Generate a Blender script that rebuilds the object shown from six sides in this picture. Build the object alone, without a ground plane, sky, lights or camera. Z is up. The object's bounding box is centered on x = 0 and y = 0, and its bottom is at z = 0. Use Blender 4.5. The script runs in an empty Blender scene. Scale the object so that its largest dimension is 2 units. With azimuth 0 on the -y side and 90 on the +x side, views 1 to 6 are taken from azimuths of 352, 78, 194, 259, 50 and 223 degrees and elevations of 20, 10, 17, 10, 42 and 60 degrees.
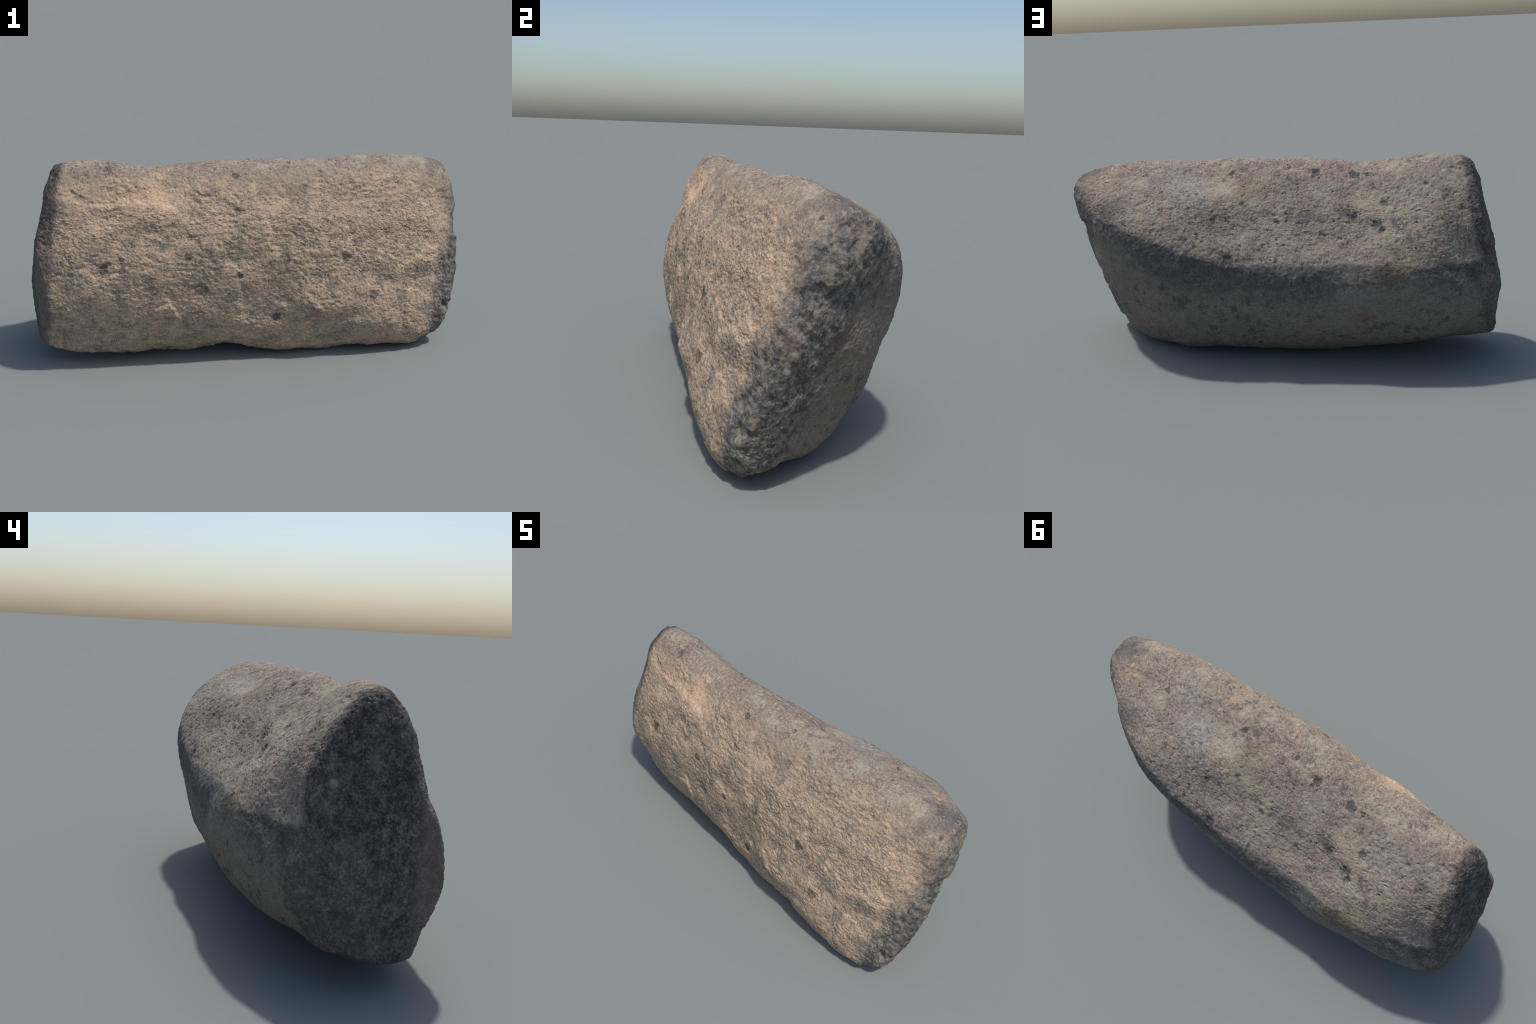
"""A long, roughly squared field stone lying on its keel: a tan, rough front face,
a dished grey top that slopes to the back, a rounded dark underside, one flat broken
end and one chipped, slanting end."""
import bpy
import math
import numpy as np
from mathutils import Matrix, Vector

rng = np.random.default_rng(7)

# ----------------------------------------------------------------------------- body profile
# Cross-sections of the stone at even stations along x. Each row holds control radii (metres) of a
# periodic cubic B-spline round the long axis (y = AXIS_Y, z = AXIS_Z), starting at the back (+y)
# and turning up over the top, down the front face and along the keel.
AXIS_Y, AXIS_Z = -0.04, 0.44
STATION_START, STATION_STEP = -1.0, 1.0 / 7.0
SECTION_RADII = np.array([
    [0.116, 0.100, 0.111, 0.162, 0.241, 0.318, 0.376, 0.333, 0.236, 0.200, 0.202, 0.223, 0.263, 0.309, 0.377, 0.341, 0.379, 0.336, 0.326, 0.308, 0.266, 0.222, 0.201, 0.159],
    [0.213, 0.196, 0.195, 0.214, 0.267, 0.310, 0.431, 0.466, 0.379, 0.322, 0.275, 0.280, 0.285, 0.297, 0.322, 0.342, 0.457, 0.409, 0.355, 0.333, 0.320, 0.288, 0.275, 0.251],
    [0.287, 0.263, 0.264, 0.273, 0.312, 0.328, 0.445, 0.492, 0.367, 0.322, 0.300, 0.300, 0.296, 0.332, 0.351, 0.395, 0.467, 0.427, 0.377, 0.346, 0.358, 0.342, 0.318, 0.307],
    [0.321, 0.289, 0.279, 0.272, 0.286, 0.314, 0.413, 0.490, 0.372, 0.327, 0.294, 0.308, 0.314, 0.333, 0.357, 0.401, 0.469, 0.457, 0.411, 0.382, 0.381, 0.368, 0.339, 0.323],
    [0.346, 0.299, 0.272, 0.273, 0.296, 0.316, 0.400, 0.448, 0.382, 0.356, 0.305, 0.307, 0.309, 0.312, 0.345, 0.388, 0.448, 0.456, 0.428, 0.410, 0.389, 0.390, 0.379, 0.368],
    [0.335, 0.295, 0.266, 0.273, 0.301, 0.331, 0.431, 0.443, 0.376, 0.337, 0.313, 0.309, 0.304, 0.311, 0.359, 0.410, 0.447, 0.460, 0.430, 0.424, 0.414, 0.400, 0.376, 0.350],
    [0.359, 0.307, 0.289, 0.294, 0.313, 0.352, 0.427, 0.470, 0.376, 0.324, 0.312, 0.293, 0.295, 0.314, 0.355, 0.391, 0.427, 0.449, 0.433, 0.438, 0.431, 0.404, 0.377, 0.375],
    [0.379, 0.340, 0.312, 0.310, 0.337, 0.379, 0.431, 0.461, 0.375, 0.334, 0.302, 0.282, 0.283, 0.294, 0.318, 0.410, 0.471, 0.454, 0.433, 0.443, 0.442, 0.411, 0.369, 0.381],
    [0.377, 0.365, 0.323, 0.323, 0.355, 0.358, 0.434, 0.464, 0.345, 0.326, 0.292, 0.282, 0.281, 0.294, 0.325, 0.400, 0.502, 0.452, 0.418, 0.439, 0.447, 0.417, 0.379, 0.360],
    [0.388, 0.387, 0.357, 0.375, 0.385, 0.349, 0.429, 0.458, 0.343, 0.309, 0.277, 0.268, 0.268, 0.302, 0.396, 0.399, 0.501, 0.460, 0.408, 0.439, 0.450, 0.417, 0.386, 0.376],
    [0.382, 0.430, 0.394, 0.390, 0.397, 0.386, 0.449, 0.422, 0.322, 0.296, 0.266, 0.255, 0.256, 0.276, 0.369, 0.412, 0.484, 0.462, 0.420, 0.457, 0.450, 0.411, 0.379, 0.380],
    [0.354, 0.398, 0.433, 0.391, 0.404, 0.414, 0.469, 0.397, 0.286, 0.274, 0.241, 0.234, 0.250, 0.263, 0.313, 0.447, 0.491, 0.442, 0.437, 0.457, 0.411, 0.372, 0.338, 0.331],
    [0.288, 0.301, 0.391, 0.426, 0.412, 0.398, 0.460, 0.356, 0.274, 0.244, 0.206, 0.205, 0.225, 0.246, 0.260, 0.396, 0.528, 0.449, 0.443, 0.398, 0.326, 0.300, 0.281, 0.279],
    [0.203, 0.205, 0.249, 0.328, 0.410, 0.407, 0.444, 0.280, 0.235, 0.203, 0.173, 0.167, 0.184, 0.196, 0.200, 0.307, 0.508, 0.390, 0.349, 0.299, 0.253, 0.229, 0.216, 0.209],
    [0.112, 0.110, 0.142, 0.228, 0.347, 0.393, 0.337, 0.174, 0.127, 0.123, 0.115, 0.106, 0.116, 0.114, 0.129, 0.217, 0.349, 0.303, 0.242, 0.201, 0.176, 0.158, 0.144, 0.128],
])
# Break planes that trim the two ends: outward normal, offset from the origin.
BREAK_PLANES = [
    ((-0.964, 0.020, 0.266), 1.062),
    ((-0.984, 0.151, -0.096), 0.945),
    ((-0.939, -0.342, -0.020), 0.962),
    ((0.761, 0.591, -0.270), 0.579),
    ((0.916, -0.344, 0.208), 1.058),
    ((0.927, 0.195, 0.320), 1.144),
    ((0.943, -0.164, -0.291), 0.864),
]
ARRIS_ROUNDING = 0.012


def bspline_weights(t):
    return np.stack([(1 - t) ** 3 / 6, (3 * t ** 3 - 6 * t ** 2 + 4) / 6,
                     (-3 * t ** 3 + 3 * t ** 2 + 3 * t + 1) / 6, t ** 3 / 6], -1)


def stone_field(p):
    """Signed measure of the trimmed loft: negative inside, zero on the surface."""
    stations, spokes = SECTION_RADII.shape
    u = np.clip((p[:, 0] - STATION_START) / STATION_STEP, 0, stations - 1 - 1e-6)
    i = np.floor(u).astype(int)
    wu = bspline_weights(u - i)
    dy, dz = p[:, 1] - AXIS_Y, p[:, 2] - AXIS_Z
    a = np.arctan2(dz, dy) / (2 * np.pi) * spokes
    j = np.floor(a).astype(int)
    wv = bspline_weights(a - j)
    radius = np.zeros(len(p))
    for m in range(4):
        row = np.clip(i + m - 1, 0, stations - 1)
        for n in range(4):
            radius += wu[:, m] * wv[:, n] * SECTION_RADII[row, (j + n - 1) % spokes]
    parts = [np.hypot(dy, dz) - radius] + [p @ np.array(n) - d for n, d in BREAK_PLANES]
    v = np.stack(parts, -1)
    top = v.max(-1)
    return top + ARRIS_ROUNDING * np.log(np.exp((v - top[:, None]) / ARRIS_ROUNDING).sum(-1))


# ----------------------------------------------------------------------------- numeric noise
_perm = np.random.default_rng(1234).permutation(256).astype(np.int64)
_grad = np.random.default_rng(99).normal(size=(256, 3))
_grad /= np.linalg.norm(_grad, axis=1, keepdims=True)


def gradient_noise(p):
    """Perlin-style gradient noise, about -0.7 .. 0.7."""
    c = np.floor(p).astype(np.int64)
    f = p - c
    w = f * f * f * (f * (f * 6 - 15) + 10)
    total = np.zeros(len(p))
    for dx in (0, 1):
        hx = _perm[(c[:, 0] + dx) & 255]
        sx = w[:, 0] if dx else 1 - w[:, 0]
        for dy in (0, 1):
            hy = _perm[(hx + c[:, 1] + dy) & 255]
            sy = w[:, 1] if dy else 1 - w[:, 1]
            for dz in (0, 1):
                g = _grad[_perm[(hy + c[:, 2] + dz) & 255]]
                sz = w[:, 2] if dz else 1 - w[:, 2]
                dot = g[:, 0] * (f[:, 0] - dx) + g[:, 1] * (f[:, 1] - dy) + g[:, 2] * (f[:, 2] - dz)
                total += sx * sy * sz * dot
    return total


def fractal(p, scale, octaves, shift=0.0, gain=0.55):
    out, amp = np.zeros(len(p)), 1.0
    q = p * scale + shift
    for _ in range(octaves):
        out += amp * gradient_noise(q)
        q = q * 2.03 + 17.3
        amp *= gain
    return out


def ramp(v, lo, hi):
    t = np.clip((v - lo) / (hi - lo), 0, 1)
    return t * t * (3 - 2 * t)


def facets(p, low, high, count, tilt, step, blend, seed):
    """Broken, ledged surface: every cell of a scatter of seeds is a tilted flake of its own."""
    r = np.random.default_rng(seed)
    seeds = r.uniform(low, high, (count, 3))
    slope, lift = r.normal(0, tilt, (count, 3)), r.normal(0, step, count)
    total, weight = np.zeros(len(p)), np.zeros(len(p))
    d = np.stack([((p - s) ** 2).sum(1) for s in seeds]) ** 0.5
    d -= d.min(0)
    for k in range(count):
        w = np.exp(-d[k] / blend)
        total += w * ((p - seeds[k]) @ slope[k] + lift[k])
        weight += w
    return total / weight


# ----------------------------------------------------------------------------- mesh of the body
def box_grid(nx, ny, nz):
    """Vertices (unit box) and quads of the skin of a box cut into nx * ny * nz cells."""
    size = (nx, ny, nz)
    quads = []
    for axis in range(3):
        b, c = (axis + 1) % 3, (axis + 2) % 3
        gb, gc = np.meshgrid(np.arange(size[b]), np.arange(size[c]), indexing="ij")
        for side in (0, 1):
            corner = []
            for ob, oc in ((0, 0), (1, 0), (1, 1), (0, 1)):
                q = np.zeros(gb.shape + (3,), np.int64)
                q[..., axis], q[..., b], q[..., c] = side * size[axis], gb + ob, gc + oc
                corner.append(q.reshape(-1, 3))
            if not side:
                corner.reverse()
            quads.append(np.stack(corner, 1))
    quads = np.concatenate(quads)
    key = (quads[..., 0] * (ny + 1) + quads[..., 1]) * (nz + 1) + quads[..., 2]
    ids, inverse = np.unique(key.ravel(), return_inverse=True)
    v = np.stack([ids // ((ny + 1) * (nz + 1)), ids // (nz + 1) % (ny + 1), ids % (nz + 1)], -1)
    return v / np.array(size) * 2 - 1, inverse.reshape(-1, 4)


def cast_to_surface(unit):
    """Push rays from the long axis out through the box skin and stop them on the stone."""
    box = unit * np.array([1.0, 0.38, 0.42]) + np.array([0.0, AXIS_Y, AXIS_Z])
    start = np.stack([box[:, 0] * 0.62, np.full(len(box), AXIS_Y), np.full(len(box), AXIS_Z)], -1)
    way = box - start
    way /= np.linalg.norm(way, axis=1, keepdims=True)
    lo, hi = np.zeros(len(box)), np.full(len(box), 0.95)
    flo, fhi = stone_field(start), stone_field(start + way * 0.95)
    for step in range(11):
        t = (lo + hi) / 2 if step % 3 == 2 else np.clip(lo - flo * (hi - lo) / (fhi - flo), lo, hi)
        f = stone_field(start + way * t[:, None])
        inside = f < 0
        lo, flo = np.where(inside, t, lo), np.where(inside, f, flo)
        hi, fhi = np.where(inside, hi, t), np.where(inside, fhi, f)
    t = np.clip(lo - flo * (hi - lo) / np.where(fhi - flo == 0, 1, fhi - flo), lo, hi)
    return start + way * t[:, None]


def build_mesh(name, verts, quads):
    me = bpy.data.meshes.new(name)
    me.vertices.add(len(verts))
    me.vertices.foreach_set("co", np.ascontiguousarray(verts, np.float32).ravel())
    me.loops.add(quads.size)
    me.loops.foreach_set("vertex_index", quads.astype(np.int32).ravel())
    me.polygons.add(len(quads))
    me.polygons.foreach_set("loop_start", np.arange(0, quads.size, 4, dtype=np.int32))
    me.polygons.foreach_set("use_smooth", np.ones(len(quads), bool))
    me.update(calc_edges=True)
    return me


def vertex_normals(verts, quads):
    n = np.cross(verts[quads[:, 2]] - verts[quads[:, 0]], verts[quads[:, 3]] - verts[quads[:, 1]])
    out = np.zeros_like(verts)
    for k in range(4):
        for axis in range(3):
            out[:, axis] += np.bincount(quads[:, k], n[:, axis], len(verts))
    return out / np.maximum(np.linalg.norm(out, axis=1, keepdims=True), 1e-12)


# Hollows (positive depth) and swellings (negative), each an ellipsoidal soft dab:
# centre, half-widths along x, y, z, depth.
HOLLOWS = [
    ((-0.50, -0.245, 0.770), (0.17, 0.10, 0.035), 0.009),    # pale shelf under the top arris
    ((-0.66, -0.275, 0.675), (0.11, 0.10, 0.045), 0.008),
    ((-0.60, -0.270, 0.725), (0.15, 0.10, 0.020), -0.006),
    ((0.40, -0.350, 0.205), (0.12, 0.10, 0.030), 0.009),     # scoops at the foot of the front
    ((0.02, -0.350, 0.225), (0.10, 0.10, 0.040), 0.006),
    ((-0.85, -0.27, 0.14), (0.07, 0.07, 0.07), 0.015),
    ((-0.38, -0.19, 0.80), (0.07, 0.07, 0.07), 0.019),
    ((0.87, 0.08, 0.38), (0.14, 0.14, 0.14), -0.020),
    ((-0.80, -0.25, 0.74), (0.07, 0.07, 0.07), -0.007),
    ((0.34, -0.26, 0.00), (0.07, 0.07, 0.07), -0.009),
    ((0.35, -0.30, 0.07), (0.07, 0.07, 0.07), 0.011),
    ((-0.70, -0.23, 0.80), (0.10, 0.10, 0.10), 0.007),
    ((-0.80, -0.02, 0.84), (0.07, 0.07, 0.07), 0.009),
    ((0.83, -0.08, 0.13), (0.07, 0.07, 0.07), 0.013),
    ((-0.83, -0.12, 0.89), (0.07, 0.07, 0.07), -0.006),
    ((-0.99, -0.22, 0.36), (0.07, 0.07, 0.07), -0.016),
    ((-0.54, -0.06, 0.84), (0.07, 0.07, 0.07), 0.007),
    ((-0.84, 0.08, 0.68), (0.07, 0.07, 0.07), 0.010),
    ((-0.31, -0.21, 0.01), (0.07, 0.07, 0.07), -0.005),
    ((-0.37, -0.21, 0.03), (0.07, 0.07, 0.07), 0.006),
    ((-0.92, -0.23, 0.08), (0.07, 0.07, 0.07), -0.004),
    ((-0.78, -0.27, 0.64), (0.07, 0.07, 0.07), 0.005),
    ((-0.98, -0.05, 0.54), (0.07, 0.07, 0.07), -0.010),
    ((0.00, -0.34, 0.14), (0.07, 0.07, 0.07), -0.007),
    ((0.92, -0.25, 0.13), (0.07, 0.07, 0.07), -0.004),
    ((-0.80, -0.36, 0.30), (0.07, 0.07, 0.07), -0.010),
    ((0.83, 0.15, 0.40), (0.14, 0.14, 0.14), -0.009),
    ((0.05, 0.30, 0.26), (0.28, 0.14, 0.10), -0.013),        # full belly of the lower back
    ((0.80, 0.12, 0.27), (0.10, 0.10, 0.10), -0.011),
    ((-0.97, -0.21, 0.22), (0.08, 0.08, 0.08), -0.010),
    # small pits round the dark crystals of the top
    ((-0.468, 0.154, 0.638), (0.022, 0.022, 0.022), 0.0060),
    ((-0.498, 0.168, 0.62), (0.016, 0.016, 0.016), 0.0060),
    ((-0.493, 0.079, 0.724), (0.015, 0.015, 0.015), 0.0060),
    ((-0.372, 0.136, 0.665), (0.013, 0.013, 0.013), 0.0060),
    ((-0.186, 0.001, 0.834), (0.018, 0.018, 0.018), 0.0060),
    ((-0.35, -0.013, 0.819), (0.018, 0.018, 0.018), 0.0060),
    ((-0.046, 0.184, 0.652), (0.013, 0.013, 0.013), 0.0060),
    ((0.11, 0.152, 0.723), (0.015, 0.015, 0.015), 0.0060),
    ((0.141, 0.316, 0.521), (0.016, 0.016, 0.016), 0.0060),
    ((0.198, 0.007, 0.831), (0.013, 0.013, 0.013), 0.0060),
    ((0.231, 0.224, 0.664), (0.012, 0.012, 0.012), 0.0060),
    ((-0.673, 0.022, 0.79), (0.013, 0.013, 0.013), 0.0060),
    ((0.297, 0.243, 0.682), (0.012, 0.012, 0.012), 0.0060),
    ((0.067, 0.067, 0.795), (0.011, 0.011, 0.011), 0.0060),
]


def regions(p):
    """Soft masks, 0..1, of the faces with a grain of their own."""
    wob = 0.05 * fractal(p, 6.0, 3, 3.1)
    x, y, z = p.T
    right = ramp(x + 0.45 * np.maximum(y + 0.12, 0) - 0.30 * (z - 0.45) * (y > -9) + wob, 0.88, 0.97)
    left = ramp(-x + 0.24 * (0.4 - z) * (z > 0.4) + 0.5 * wob, 0.88, 0.94)
    front = ramp(-y + 0.6 * wob, 0.06, 0.14) * ramp(-z + wob, -0.86, -0.79) * (1 - right) * (1 - left)
    back = ramp(0.49 + 0.30 * np.maximum(x - 0.15, 0) - z + wob, -0.03, 0.03) * ramp(y, -0.15, 0.0) * (1 - right) * (1 - left)
    top = np.clip(1 - right - left - front - back, 0, 1)
    return front, top, back, left, right


def relief(p):
    """Height of the surface grain along the normal, metres."""
    front, top, back, left, right = regions(p)
    warp = p + 0.009 * np.stack([fractal(p, 22, 2, s) for s in (5.0, 9.0, 13.0)], -1)
    rough = ramp(fractal(p, 7, 2, 91.0), -0.35, 0.35)      # smoother and rougher patches
    smooth_back = right * (1 - ramp(-0.12 + 0.45 * p[:, 2] + 2.5 * np.maximum(p[:, 2] - 0.58, 0) - p[:, 1], -0.04, 0.05))
    right = right - smooth_back
    h = (0.0025 * fractal(p, 5.5, 2, 40.0) + 0.004 * fractal(p, 12, 2, 47.0) * (0.6 * front + top)
         + 0.0028 * fractal(p, 15, 3, 44.0) * (back + left + smooth_back) - 0.0015)
    rim = ramp(left, 0.02, 0.4) * ramp(-left, -0.98, -0.6)  # chipped rim of the flat end
    h += rim * (0.010 * np.minimum(fractal(p, 17, 3, 58.0), 0.1))
    bed = np.array([0.86, 1.0, 1.06])                       # the front grain runs along the stone
    ragged = fractal(warp * bed, 55, 4, 7.0, 0.68)
    h += (0.0016 + (0.0013 + 0.0017 * rough) * front + 0.0013 * top + 0.0013 * (back + smooth_back) + 0.0022 * left + 0.0030 * right) * ragged
    chips = fractal(warp * bed, 24, 3, 71.0)
    h -= (0.0040 * front + 0.003 * top) * ramp(chips, 0.16, 0.40) * (0.4 + 0.6 * rough)
    # small pits
    pit = fractal(warp, 60, 2, 23.0)
    h -= (0.0045 * top + 0.0030 * front + 0.0012 * back + 0.0016 * left) * ramp(pit, 0.34, 0.52)
    # fine grain
    h += (0.0010 + 0.0006 * front) * fractal(p, 150, 2, 31.0)
    # chipped, ledged right-hand end; broad flakes on the flat end and the back
    k = right + smooth_back > 0.01
    q = p[k] + 0.02 * np.stack([fractal(p[k], 12, 3, s) for s in (105.0, 109.0, 113.0)], -1)
    big = facets(q, (0.7, -0.35, 0.0), (1.02, 0.35, 0.9), 70, 0.085, 0.003, 0.009, 5)
    small = facets(q, (0.75, -0.35, 0.0), (1.02, 0.35, 0.9), 260, 0.12, 0.0022, 0.004, 6)
    h[k] += np.clip(big * (0.7 + 1.0 * ramp(p[k][:, 2], 0.5, 0.7)) + 0.6 * small, -0.013, 0.009) * (right + 0.25 * smooth_back)[k]
    h += right * 0.004 * fractal(warp, 26, 3, 61.0)
    k = left > 0.01
    q = p[k] + 0.02 * np.stack([fractal(p[k], 12, 3, s) for s in (105.0, 109.0, 113.0)], -1)
    h[k] += np.clip(facets(q, (-1.02, -0.35, 0.0), (-0.8, 0.3, 0.9), 80, 0.05, 0.0018, 0.006, 8), -0.006, 0.005) * left[k]
    k = back > 0.01
    q = p[k] + 0.03 * np.stack([fractal(p[k], 8, 3, s) for s in (105.0, 109.0, 113.0)], -1)
    h[k] += np.clip(facets(q, (-1.0, -0.1, 0.0), (1.0, 0.38, 0.6), 110, 0.035, 0.0018, 0.012, 9), -0.005, 0.005) * back[k]
    # flaked scars of the front
    k = front > 0.01
    q = p[k] + 0.025 * np.stack([fractal(p[k], 13, 3, s) for s in (105.0, 109.0, 113.0)], -1)
    h[k] += np.clip(facets(q, (-1.0, -0.4, 0.0), (1.0, -0.1, 0.85), 170, 0.035, 0.0014, 0.007, 12), -0.006, 0.005) * front[k]
    # nicked crest of the stone
    h += ramp(p[:, 2], 0.82, 0.86) * 0.011 * np.minimum(fractal(p, 21, 3, 66.0), 0.08)
    # nibbled keel
    keel = ramp(0.10 - p[:, 2], 0.0, 0.08) * ramp(-p[:, 1], 0.0, 0.12)
    h += keel * 0.010 * fractal(p, 9, 3, 83.0)
    for c, r, depth in HOLLOWS:
        d2 = (((p - np.array(c)) / np.array(r)) ** 2).sum(1)
        h -= depth * np.exp(-d2 * 1.4)
    return h


unit, quads = box_grid(500, 210, 240)
# even out the cells: pull the box lines a little towards the corners of the stone
verts = cast_to_surface(unit)
verts = verts + vertex_normals(verts, quads) * relief(verts)[:, None]
verts[:, 2] = np.maximum(verts[:, 2], 0.0) + 0.0
print("box", verts.min(0), verts.max(0))

stone = bpy.data.objects.new("rough_stone_block", build_mesh("rough_stone_block", verts, quads))
bpy.context.scene.collection.objects.link(stone)
stone["label"] = "long rough tan and grey stone with a dished top"
stone["category"] = "stone"


# ----------------------------------------------------------------------------- material
def srgb(r, g, b):
    return tuple(((c / 255) / 12.92 if c / 255 <= 0.04045 else ((c / 255 + 0.055) / 1.055) ** 2.4) for c in (r, g, b)) + (1.0,)


class Graph:
    """Small helper for wiring shader nodes."""

    def __init__(self, name):
        self.mat = bpy.data.materials.new(name)
        self.mat.use_nodes = True
        self.t = self.mat.node_tree
        self.t.nodes.clear()
        self.out = self.t.nodes.new("ShaderNodeOutputMaterial")
        self.bsdf = self.t.nodes.new("ShaderNodeBsdfPrincipled")
        self.t.links.new(self.bsdf.outputs[0], self.out.inputs[0])
        coord = self.t.nodes.new("ShaderNodeTexCoord")
        self.obj = coord.outputs["Object"]
        sep = self.t.nodes.new("ShaderNodeSeparateXYZ")
        self.t.links.new(self.obj, sep.inputs[0])
        self.x, self.y, self.z = sep.outputs

    def put(self, socket, value):
        if isinstance(value, bpy.types.NodeSocket):
            self.t.links.new(value, socket)
        else:
            socket.default_value = value

    def math(self, op, a, b=0.0, c=0.0):
        n = self.t.nodes.new("ShaderNodeMath")
        n.operation = op
        for s, v in zip(n.inputs, (a, b, c)):
            self.put(s, v)
        return n.outputs[0]

    def add(self, *v):
        r = v[0]
        for w in v[1:]:
            r = self.math("ADD", r, w)
        return r

    def mul(self, *v):
        r = v[0]
        for w in v[1:]:
            r = self.math("MULTIPLY", r, w)
        return r

    def inv(self, a):
        return self.math("SUBTRACT", 1.0, a)

    def ramp(self, v, lo, hi, out_lo=0.0, out_hi=1.0):
        n = self.t.nodes.new("ShaderNodeMapRange")
        n.interpolation_type = "SMOOTHSTEP"
        for k, w in enumerate((v, lo, hi, out_lo, out_hi)):
            self.put(n.inputs[k], w)
        return n.outputs[0]

    def scaled(self, s, shift=(0, 0, 0), vec=None):
        n = self.t.nodes.new("ShaderNodeMapping")
        self.put(n.inputs["Vector"], vec or self.obj)
        n.inputs["Scale"].default_value = s
        n.inputs["Location"].default_value = shift
        return n.outputs[0]

    def noise(self, scale, detail=3.0, rough=0.55, vec=None, distort=0.0, shift=None):
        n = self.t.nodes.new("ShaderNodeTexNoise")
        v = vec or self.obj
        if shift is not None:
            v = self.scaled((1, 1, 1), shift, v)
        self.put(n.inputs["Vector"], v)
        n.inputs["Scale"].default_value = scale
        n.inputs["Detail"].default_value = detail
        n.inputs["Roughness"].default_value = rough
        n.inputs["Distortion"].default_value = distort
        return n.outputs[0]

    def mix(self, f, a, b, mode="MIX"):
        n = self.t.nodes.new("ShaderNodeMix")
        n.data_type, n.blend_type = "RGBA", mode
        self.put(n.inputs[0], f)
        self.put(n.inputs[6], a)
        self.put(n.inputs[7], b)
        return n.outputs[2]

    def colours(self, v, *stops):
        n = self.t.nodes.new("ShaderNodeValToRGB")
        el = n.color_ramp.elements
        while len(el) < len(stops):
            el.new(0.5)
        for e, (pos, col) in zip(el, stops):
            e.position, e.color = pos, col
        self.put(n.inputs[0], v)
        return n.outputs[0]

    def near(self, centre, radius, ragged, soft=0.35, stretch=(1, 1, 1), vec=None):
        """Blot with a ragged edge around a point of the surface."""
        n = self.t.nodes.new("ShaderNodeVectorMath")
        n.operation = "SUBTRACT"
        self.put(n.inputs[0], vec or self.obj)
        n.inputs[1].default_value = centre
        m = self.t.nodes.new("ShaderNodeVectorMath")
        m.operation = "MULTIPLY"
        self.put(m.inputs[0], n.outputs[0])
        m.inputs[1].default_value = tuple(1.0 / (radius * s) for s in stretch)
        ln = self.t.nodes.new("ShaderNodeVectorMath")
        ln.operation = "LENGTH"
        self.put(ln.inputs[0], m.outputs[0])
        return self.ramp(self.add(ln.outputs["Value"], ragged), 1.0 + soft, 1.0 - soft)


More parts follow.
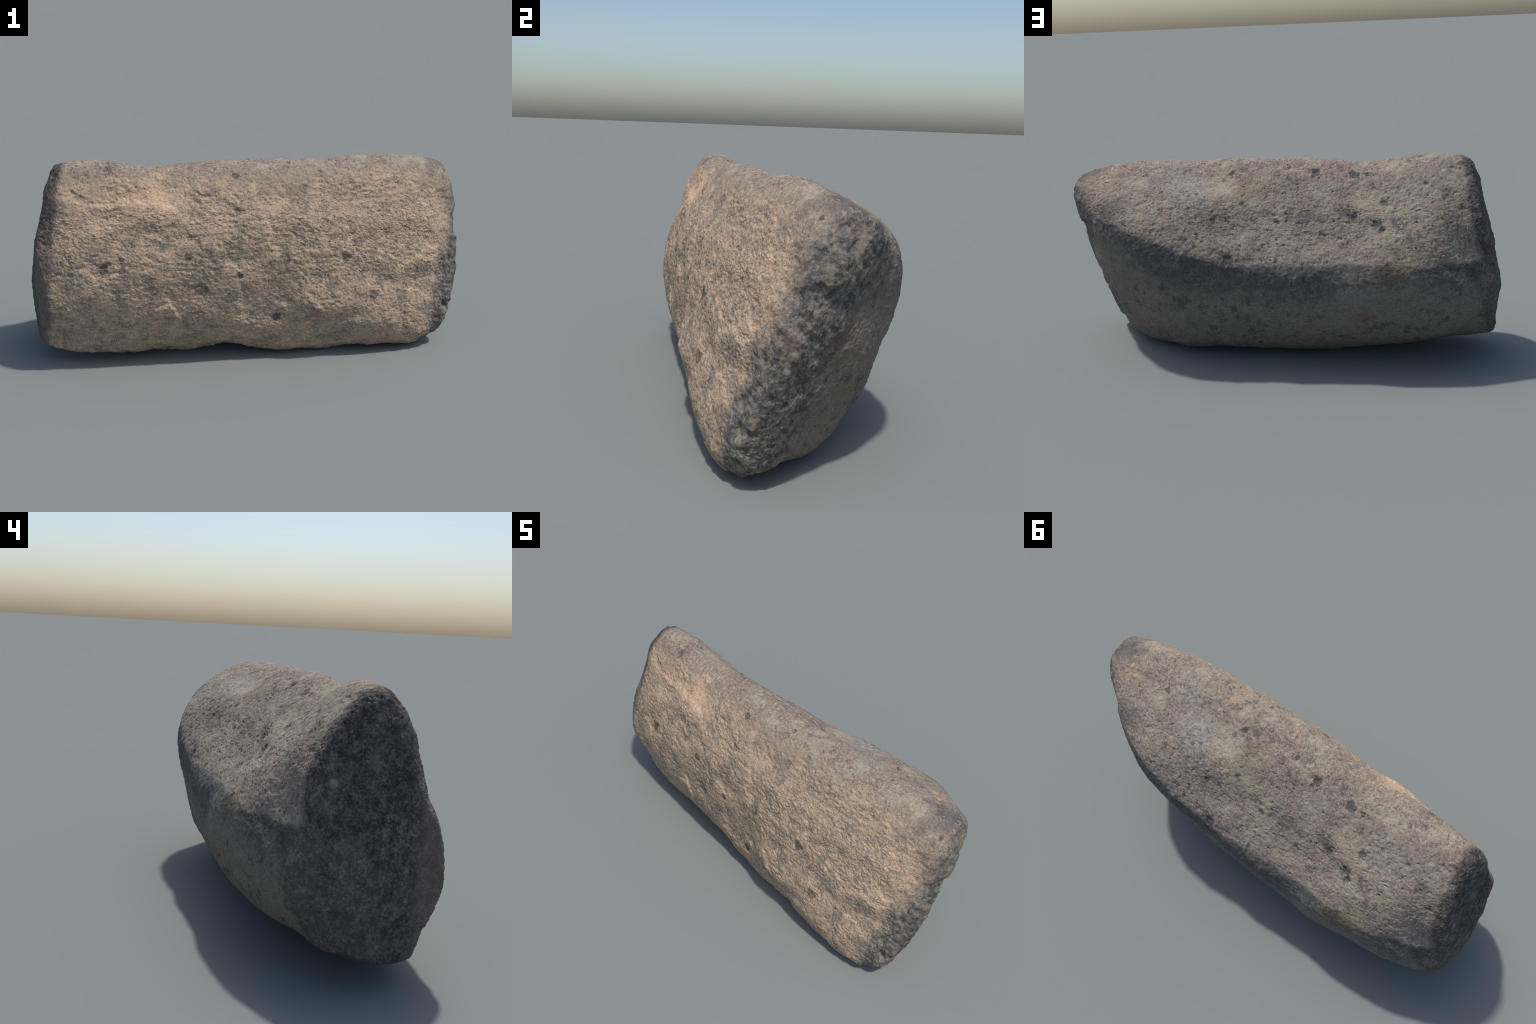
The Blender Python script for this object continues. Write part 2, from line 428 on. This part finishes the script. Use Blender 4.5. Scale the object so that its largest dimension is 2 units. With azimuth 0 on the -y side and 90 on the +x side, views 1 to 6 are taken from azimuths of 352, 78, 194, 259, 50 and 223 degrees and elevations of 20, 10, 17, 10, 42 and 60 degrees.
def stone_material():
    g = Graph("weathered_stone")
    x, y, z = g.x, g.y, g.z
    # signed, zero-centred noises shared by the masks
    broad = g.math("SUBTRACT", g.noise(3.2, 3, shift=(4, 1, 7)), 0.5)
    patch = g.math("SUBTRACT", g.noise(11.0, 4, 0.6), 0.5)
    mottle = g.math("SUBTRACT", g.noise(30.0, 4, 0.65, shift=(2, 8, 3)), 0.5)
    speck = g.noise(95.0, 3, 0.7)
    grit = g.noise(230.0, 2, 0.7, shift=(6, 6, 1))
    streak = g.noise(26.0, 4, 0.65, vec=g.scaled((0.55, 1.0, 1.25)), distort=0.4)
    edge = g.add(g.mul(patch, 0.16), g.mul(mottle, 0.08))

    # ---- where each face lies
    right = g.ramp(g.add(x, g.mul(g.math("MAXIMUM", g.add(y, 0.12), 0.0), 0.45), g.mul(g.add(z, -0.45), -0.26), g.mul(edge, 1.2)), 0.855, 0.955)
    left = g.ramp(g.add(g.mul(x, -1), g.mul(g.math("MAXIMUM", g.add(z, -0.4), 0.0), 0.26), g.mul(g.math("MAXIMUM", y, 0.0), 0.12), g.mul(g.math("MAXIMUM", g.add(g.mul(y, -1), -0.2), 0.0), 0.42), g.mul(edge, 0.4)), 0.922, 0.955)
    ends = g.math("MAXIMUM", right, left)
    front = g.mul(g.ramp(g.add(y, g.mul(edge, 0.6)), -0.06, -0.13), g.ramp(g.add(z, edge, g.mul(broad, 0.1)), 0.855, 0.79), g.inv(ends))
    lip = g.add(g.mul(g.math("MAXIMUM", g.add(x, -0.15), 0.0), 0.30), 0.487)
    back = g.mul(g.ramp(g.math("SUBTRACT", z, g.add(lip, g.mul(edge, 0.45), g.mul(g.add(speck, -0.5), 0.02))), 0.008, -0.008), g.ramp(y, -0.16, -0.08))
    under = g.ramp(g.add(z, g.mul(x, -0.12), g.mul(patch, 0.45), g.mul(broad, 0.3), g.mul(g.ramp(g.math("ABSOLUTE", g.add(x, -0.12)), 0.25, 0.6), -0.14)), 0.43, 0.28)

    # ---- colours of the faces
    tan = g.colours(g.add(g.mul(streak, 0.34), g.mul(speck, 0.36), g.mul(grit, 0.30)), (0.34, srgb(78, 77, 74)), (0.43, srgb(132, 120, 106)), (0.50, srgb(172, 150, 127)), (0.62, srgb(206, 176, 146)))
    tan = g.mix(g.ramp(g.add(patch, g.mul(mottle, 1.0), g.mul(g.add(speck, -0.5), 0.6), g.mul(g.ramp(g.math("ABSOLUTE", g.add(z, -0.36)), 0.12, 0.3), -0.05)), 0.03, 0.15, 0.0, 0.55), tan, g.colours(speck, (0.34, srgb(62, 66, 67)), (0.60, srgb(128, 124, 114))))
    tan = g.mix(g.ramp(broad, 0.06, 0.16, 0.0, 0.30), tan, srgb(172, 148, 132))
    flecks = g.ramp(g.add(g.noise(48.0, 4, 0.7, shift=(1, 5, 9)), g.mul(patch, 0.35)), 0.585, 0.66, 0.0, 0.5)
    tan = g.mix(flecks, tan, srgb(92, 97, 96))
    mauve = g.colours(g.add(g.mul(speck, 0.6), g.mul(grit, 0.4)), (0.28, srgb(72, 66, 61)), (0.43, srgb(121, 109, 99)), (0.56, srgb(150, 136, 123)), (0.70, srgb(186, 171, 153)))
    mauve = g.mix(g.ramp(g.add(broad, g.mul(patch, 0.8), g.mul(mottle, 0.4)), -0.02, 0.2, 0.0, 0.6), mauve, g.mix(0.55, mauve, srgb(176, 162, 136)))
    mauve = g.mix(g.ramp(g.add(patch, g.mul(mottle, 0.8), g.mul(g.add(speck, -0.5), 0.3)), 0.03, 0.20, 0.0, 0.6), mauve, srgb(158, 154, 138))
    mauve = g.mix(g.ramp(g.add(patch, g.mul(mottle, 0.8), g.mul(g.add(speck, -0.5), 0.3)), -0.07, -0.2, 0.0, 0.6), mauve, srgb(88, 84, 86))
    olive = g.colours(g.add(g.mul(speck, 0.5), g.mul(grit, 0.3), g.mul(g.add(mottle, 0.5), 0.2)), (0.30, srgb(84, 81, 76)), (0.50, srgb(117, 111, 101)), (0.70, srgb(142, 133, 119)))
    slate = g.colours(g.add(g.mul(speck, 0.55), g.mul(grit, 0.25), g.mul(g.add(mottle, 0.5), 0.2)), (0.30, srgb(56, 56, 56)), (0.50, srgb(82, 82, 81)), (0.70, srgb(116, 113, 107)))
    dark_end = g.colours(g.add(g.mul(speck, 0.42), g.mul(grit, 0.18), g.mul(g.add(mottle, 0.5), 0.4)), (0.37, srgb(42, 40, 40)), (0.47, srgb(68, 64, 62)), (0.55, srgb(102, 95, 89)), (0.66, srgb(146, 136, 126)))
    rough_end = g.colours(g.add(g.mul(speck, 0.4), g.mul(g.add(mottle, 0.5), 0.6)), (0.34, srgb(52, 52, 54)), (0.46, srgb(84, 82, 81)), (0.55, srgb(121, 115, 105)), (0.67, srgb(158, 148, 131)))

    backcol = g.mix(under, slate, olive)
    backcol = g.mix(g.ramp(g.add(patch, g.mul(broad, 0.6)), 0.02, 0.16, 0.0, 0.75), backcol, olive)
    backcol = g.mix(g.ramp(g.add(patch, g.mul(mottle, 0.7)), -0.04, -0.22, 0.0, 0.6), backcol, srgb(62, 62, 64))
    col = g.mix(back, mauve, backcol)
    col = g.mix(front, col, tan)
    dark_end = g.mix(g.ramp(g.add(patch, g.mul(broad, 0.9), g.mul(g.add(z, -0.45), -0.35)), 0.0, 0.18, 0.0, 0.45), dark_end, g.mix(0.5, dark_end, srgb(126, 118, 110)))
    dark_end = g.mix(g.ramp(y, -0.19, -0.26, 0.0, 0.45), dark_end, srgb(134, 120, 108))
    col = g.mix(left, col, dark_end)
    chipped = g.ramp(g.math("SUBTRACT", g.add(g.mul(z, 0.45), -0.12, g.mul(g.math("MAXIMUM", g.add(z, -0.58), 0.0), 2.5), g.mul(edge, 0.6)), y), -0.05, 0.05)
    rough_end = g.mix(g.ramp(g.add(patch, g.mul(mottle, 0.6)), 0.02, 0.15, 0.0, 0.6), rough_end, olive)
    rough_end = g.mix(g.ramp(g.add(broad, g.mul(patch, 0.6)), 0.05, 0.2, 0.0, 0.55), rough_end, srgb(112, 92, 86))
    col = g.mix(g.mul(right, chipped), col, rough_end)
    col = g.mix(g.mul(right, g.inv(chipped)), col, backcol)

    # ---- blots with places of their own
    rag = g.add(g.mul(mottle, 2.2), g.mul(patch, 1.4), g.mul(g.add(speck, -0.5), 1.4))
    crumbs = g.ramp(g.add(mottle, g.mul(g.add(speck, -0.5), 0.9)), -0.16, 0.10, 0.25, 1.0)
    for c, r, shade, amount, soft, stretch in BLOTS:
        amount = amount if r < 0.028 else g.mul(crumbs, amount)
        col = g.mix(g.mul(g.near(c, r, rag, soft, stretch), amount), col, srgb(*shade))
    # ---- scattered dark crystals
    vor = g.t.nodes.new("ShaderNodeTexVoronoi")
    vor.inputs["Scale"].default_value = 17.0
    g.put(vor.inputs["Vector"], g.obj)
    pick = g.t.nodes.new("ShaderNodeSeparateColor")
    g.put(pick.inputs[0], vor.outputs["Color"])
    size = g.ramp(pick.outputs[0], 0.35, 1.0, 0.0, 0.19)
    dot = g.ramp(g.math("SUBTRACT", g.add(vor.outputs["Distance"], g.mul(mottle, 0.55), g.mul(g.add(speck, -0.5), 0.35)), size), 0.03, -0.03)
    col = g.mix(g.mul(dot, g.add(0.62, g.mul(front, -0.35))), col, srgb(62, 64, 62))
    # ---- fine salt-and-pepper grain everywhere
    col = g.mix(g.ramp(grit, 0.60, 0.75, 0.0, 0.30), col, srgb(200, 186, 168))
    col = g.mix(g.ramp(grit, 0.42, 0.27, 0.0, 0.45), col, srgb(58, 56, 56))

    g.put(g.bsdf.inputs["Base Color"], col)
    g.bsdf.inputs["Roughness"].default_value = 0.88
    g.bsdf.inputs["Specular IOR Level"].default_value = 0.25
    bump = g.t.nodes.new("ShaderNodeBump")
    bump.inputs["Strength"].default_value = 0.55
    bump.inputs["Distance"].default_value = 0.004
    g.put(bump.inputs["Height"], g.add(g.mul(speck, 0.9), g.mul(grit, 0.7), g.mul(mottle, 0.6)))
    g.put(g.bsdf.inputs["Normal"], bump.outputs[0])
    return g.mat


# centre on the surface, radius, colour (sRGB), strength, softness, stretch
BLOTS = [
    ((-0.473, -0.233, 0.763), 0.018, (66, 68, 65), 0.80, 0.30, (1, 1, 1)),
    ((-0.34, -0.247, 0.761), 0.018, (66, 68, 65), 0.80, 0.30, (1, 1, 1)),
    ((-0.291, -0.338, 0.516), 0.018, (66, 68, 65), 0.80, 0.30, (1, 1, 1)),
    ((-0.652, -0.342, 0.481), 0.025, (66, 68, 65), 0.80, 0.30, (1, 1, 1)),
    ((-0.229, -0.347, 0.364), 0.030, (66, 68, 65), 0.85, 0.30, (1, 1, 1)),
    ((-0.073, -0.333, 0.424), 0.016, (66, 68, 65), 0.80, 0.30, (1, 1, 1)),
    ((0.137, -0.319, 0.487), 0.028, (66, 68, 65), 0.80, 0.30, (1, 1, 1)),
    ((0.413, -0.295, 0.475), 0.022, (66, 68, 65), 0.80, 0.30, (1, 1, 1)),
    ((0.096, -0.324, 0.218), 0.018, (66, 68, 65), 0.80, 0.30, (1, 1, 1)),
    ((0.545, -0.32, 0.295), 0.020, (66, 68, 65), 0.70, 0.30, (1, 1, 1)),
    ((-0.071, -0.196, 0.835), 0.016, (66, 68, 65), 0.70, 0.30, (1, 1, 1)),
    ((-0.619, -0.175, 0.873), 0.020, (66, 68, 65), 0.60, 0.30, (1, 1, 1)),
    ((-0.468, 0.154, 0.638), 0.026, (66, 68, 65), 0.80, 0.30, (1, 1, 1)),
    ((-0.498, 0.168, 0.62), 0.018, (66, 68, 65), 0.80, 0.30, (1, 1, 1)),
    ((-0.493, 0.079, 0.724), 0.017, (66, 68, 65), 0.80, 0.30, (1, 1, 1)),
    ((-0.372, 0.136, 0.665), 0.014, (66, 68, 65), 0.80, 0.30, (1, 1, 1)),
    ((-0.186, 0.001, 0.834), 0.022, (66, 68, 65), 0.80, 0.30, (1, 1, 1)),
    ((-0.35, -0.013, 0.819), 0.022, (66, 68, 65), 0.80, 0.30, (1, 1, 1)),
    ((-0.046, 0.184, 0.652), 0.014, (66, 68, 65), 0.80, 0.30, (1, 1, 1)),
    ((0.11, 0.152, 0.723), 0.018, (66, 68, 65), 0.80, 0.30, (1, 1, 1)),
    ((0.141, 0.316, 0.521), 0.018, (66, 68, 65), 0.80, 0.30, (1, 1, 1)),
    ((0.198, 0.007, 0.831), 0.014, (66, 68, 65), 0.80, 0.30, (1, 1, 1)),
    ((0.231, 0.224, 0.664), 0.013, (66, 68, 65), 0.80, 0.30, (1, 1, 1)),
    ((-0.673, 0.022, 0.79), 0.014, (66, 68, 65), 0.80, 0.30, (1, 1, 1)),
    ((-0.754, 0.059, 0.758), 0.025, (66, 68, 65), 0.60, 0.30, (1, 1, 1)),
    ((-0.55, -0.25, 0.75), 0.160, (208, 174, 144), 0.55, 0.50, (1.5, 1, 0.5)),
    ((-0.545, 0.27, 0.47), 0.060, (88, 76, 54), 0.80, 0.30, (1, 1, 1)),
    ((-0.6, 0.24, 0.51), 0.070, (156, 142, 110), 0.50, 0.50, (1, 1, 1)),
    ((0.36, 0.13, 0.775), 0.075, (160, 160, 148), 0.60, 0.50, (1.3, 1.2, 1)),
    ((0.5, 0.02, 0.865), 0.070, (164, 158, 142), 0.55, 0.50, (1, 1, 1)),
    ((0.1, 0.1, 0.76), 0.090, (120, 108, 84), 0.45, 0.60, (1, 1, 1)),
    ((-0.413, 0.292, 0.272), 0.035, (118, 76, 64), 0.50, 0.45, (1.4, 1, 0.8)),
    ((0.324, -0.043, 0.862), 0.010, (186, 134, 98), 0.80, 0.30, (1, 1, 1)),
    ((0, -0.089, 0.879), 0.009, (158, 92, 56), 0.80, 0.30, (1, 1, 1)),
    ((0.534, 0.295, 0.662), 0.010, (150, 104, 66), 0.70, 0.30, (1, 1, 1)),
    ((0.444, 0.239, 0.716), 0.009, (150, 108, 74), 0.70, 0.30, (1, 1, 1)),
    ((-0.924, -0.098, 0.689), 0.035, (108, 110, 98), 0.70, 0.30, (1, 1, 1)),
    ((-0.931, 0.037, 0.621), 0.014, (150, 148, 142), 0.70, 0.40, (1, 1, 1)),
    ((-0.72, 0.03, 0.8), 0.070, (158, 150, 132), 0.50, 0.60, (1, 1, 1)),
    ((-0.6, 0.04, 0.77), 0.080, (148, 146, 140), 0.50, 0.60, (1, 1, 1)),
    ((0.53, 0.27, 0.69), 0.080, (156, 146, 126), 0.50, 0.60, (1, 1, 1)),
    ((0.78, 0.1, 0.81), 0.070, (150, 128, 110), 0.50, 0.50, (1, 1, 1)),
    ((0.7, 0.25, 0.7), 0.070, (72, 72, 74), 0.60, 0.50, (1, 1, 1)),
    ((0.87, 0.02, 0.8), 0.100, (66, 67, 73), 0.85, 0.40, (0.7, 1, 1)),
]
stone.data.materials.append(stone_material())


# ----------------------------------------------------------------------------- pebbles in the crust
def grain_material():
    g = Graph("pale_grain")
    g.put(g.bsdf.inputs["Base Color"], g.colours(g.noise(60.0, 3), (0.35, srgb(118, 102, 86)), (0.62, srgb(182, 164, 140))))
    g.bsdf.inputs["Roughness"].default_value = 0.8
    return g.mat


def grain_mesh():
    unit, faces = box_grid(6, 6, 6)
    v = unit / np.linalg.norm(unit, axis=1, keepdims=True)
    v = v * (1 + 0.35 * fractal(v, 1.3, 2, 11.0))[:, None]
    me = build_mesh("pebble", v, faces)
    me.materials.append(grain_material())
    return me


# pale pebbles set in the top: place on the surface, size
PEBBLES = [((0.169, 0.168, 0.723), 0.014), ((0.756, 0.117, 0.814), 0.016), ((0.632, 0.103, 0.829), 0.009),
           ((0.800, 0.085, 0.815), 0.018), ((0.775, 0.145, 0.792), 0.010), ((-0.222, -0.195, 0.827), 0.010), ((0.735, 0.075, 0.828), 0.008),
           ((0.715, 0.140, 0.800), 0.007), ((0.815, 0.120, 0.798), 0.008), ((0.181, 0.178, 0.714), 0.009), ((0.300, 0.243, 0.682), 0.007)]
pebble_mesh = grain_mesh()
tree_verts = verts
skin = vertex_normals(verts, quads)
for place, size in PEBBLES:
    k = int(((tree_verts - np.array(place)) ** 2).sum(1).argmin())
    o = bpy.data.objects.new("pebble", pebble_mesh)
    n = Vector(skin[k])
    o.matrix_world = (Matrix.Translation(Vector(verts[k]) - n * size * 0.32) @ n.to_track_quat("Z", "Y").to_matrix().to_4x4()
                      @ Matrix.Rotation(rng.uniform(0, 6.28), 4, "Z")
                      @ Matrix.Diagonal((size * rng.uniform(0.9, 1.2), size * rng.uniform(0.7, 1.0), size * 0.6, 1)))
    o.parent = stone
    bpy.context.scene.collection.objects.link(o)
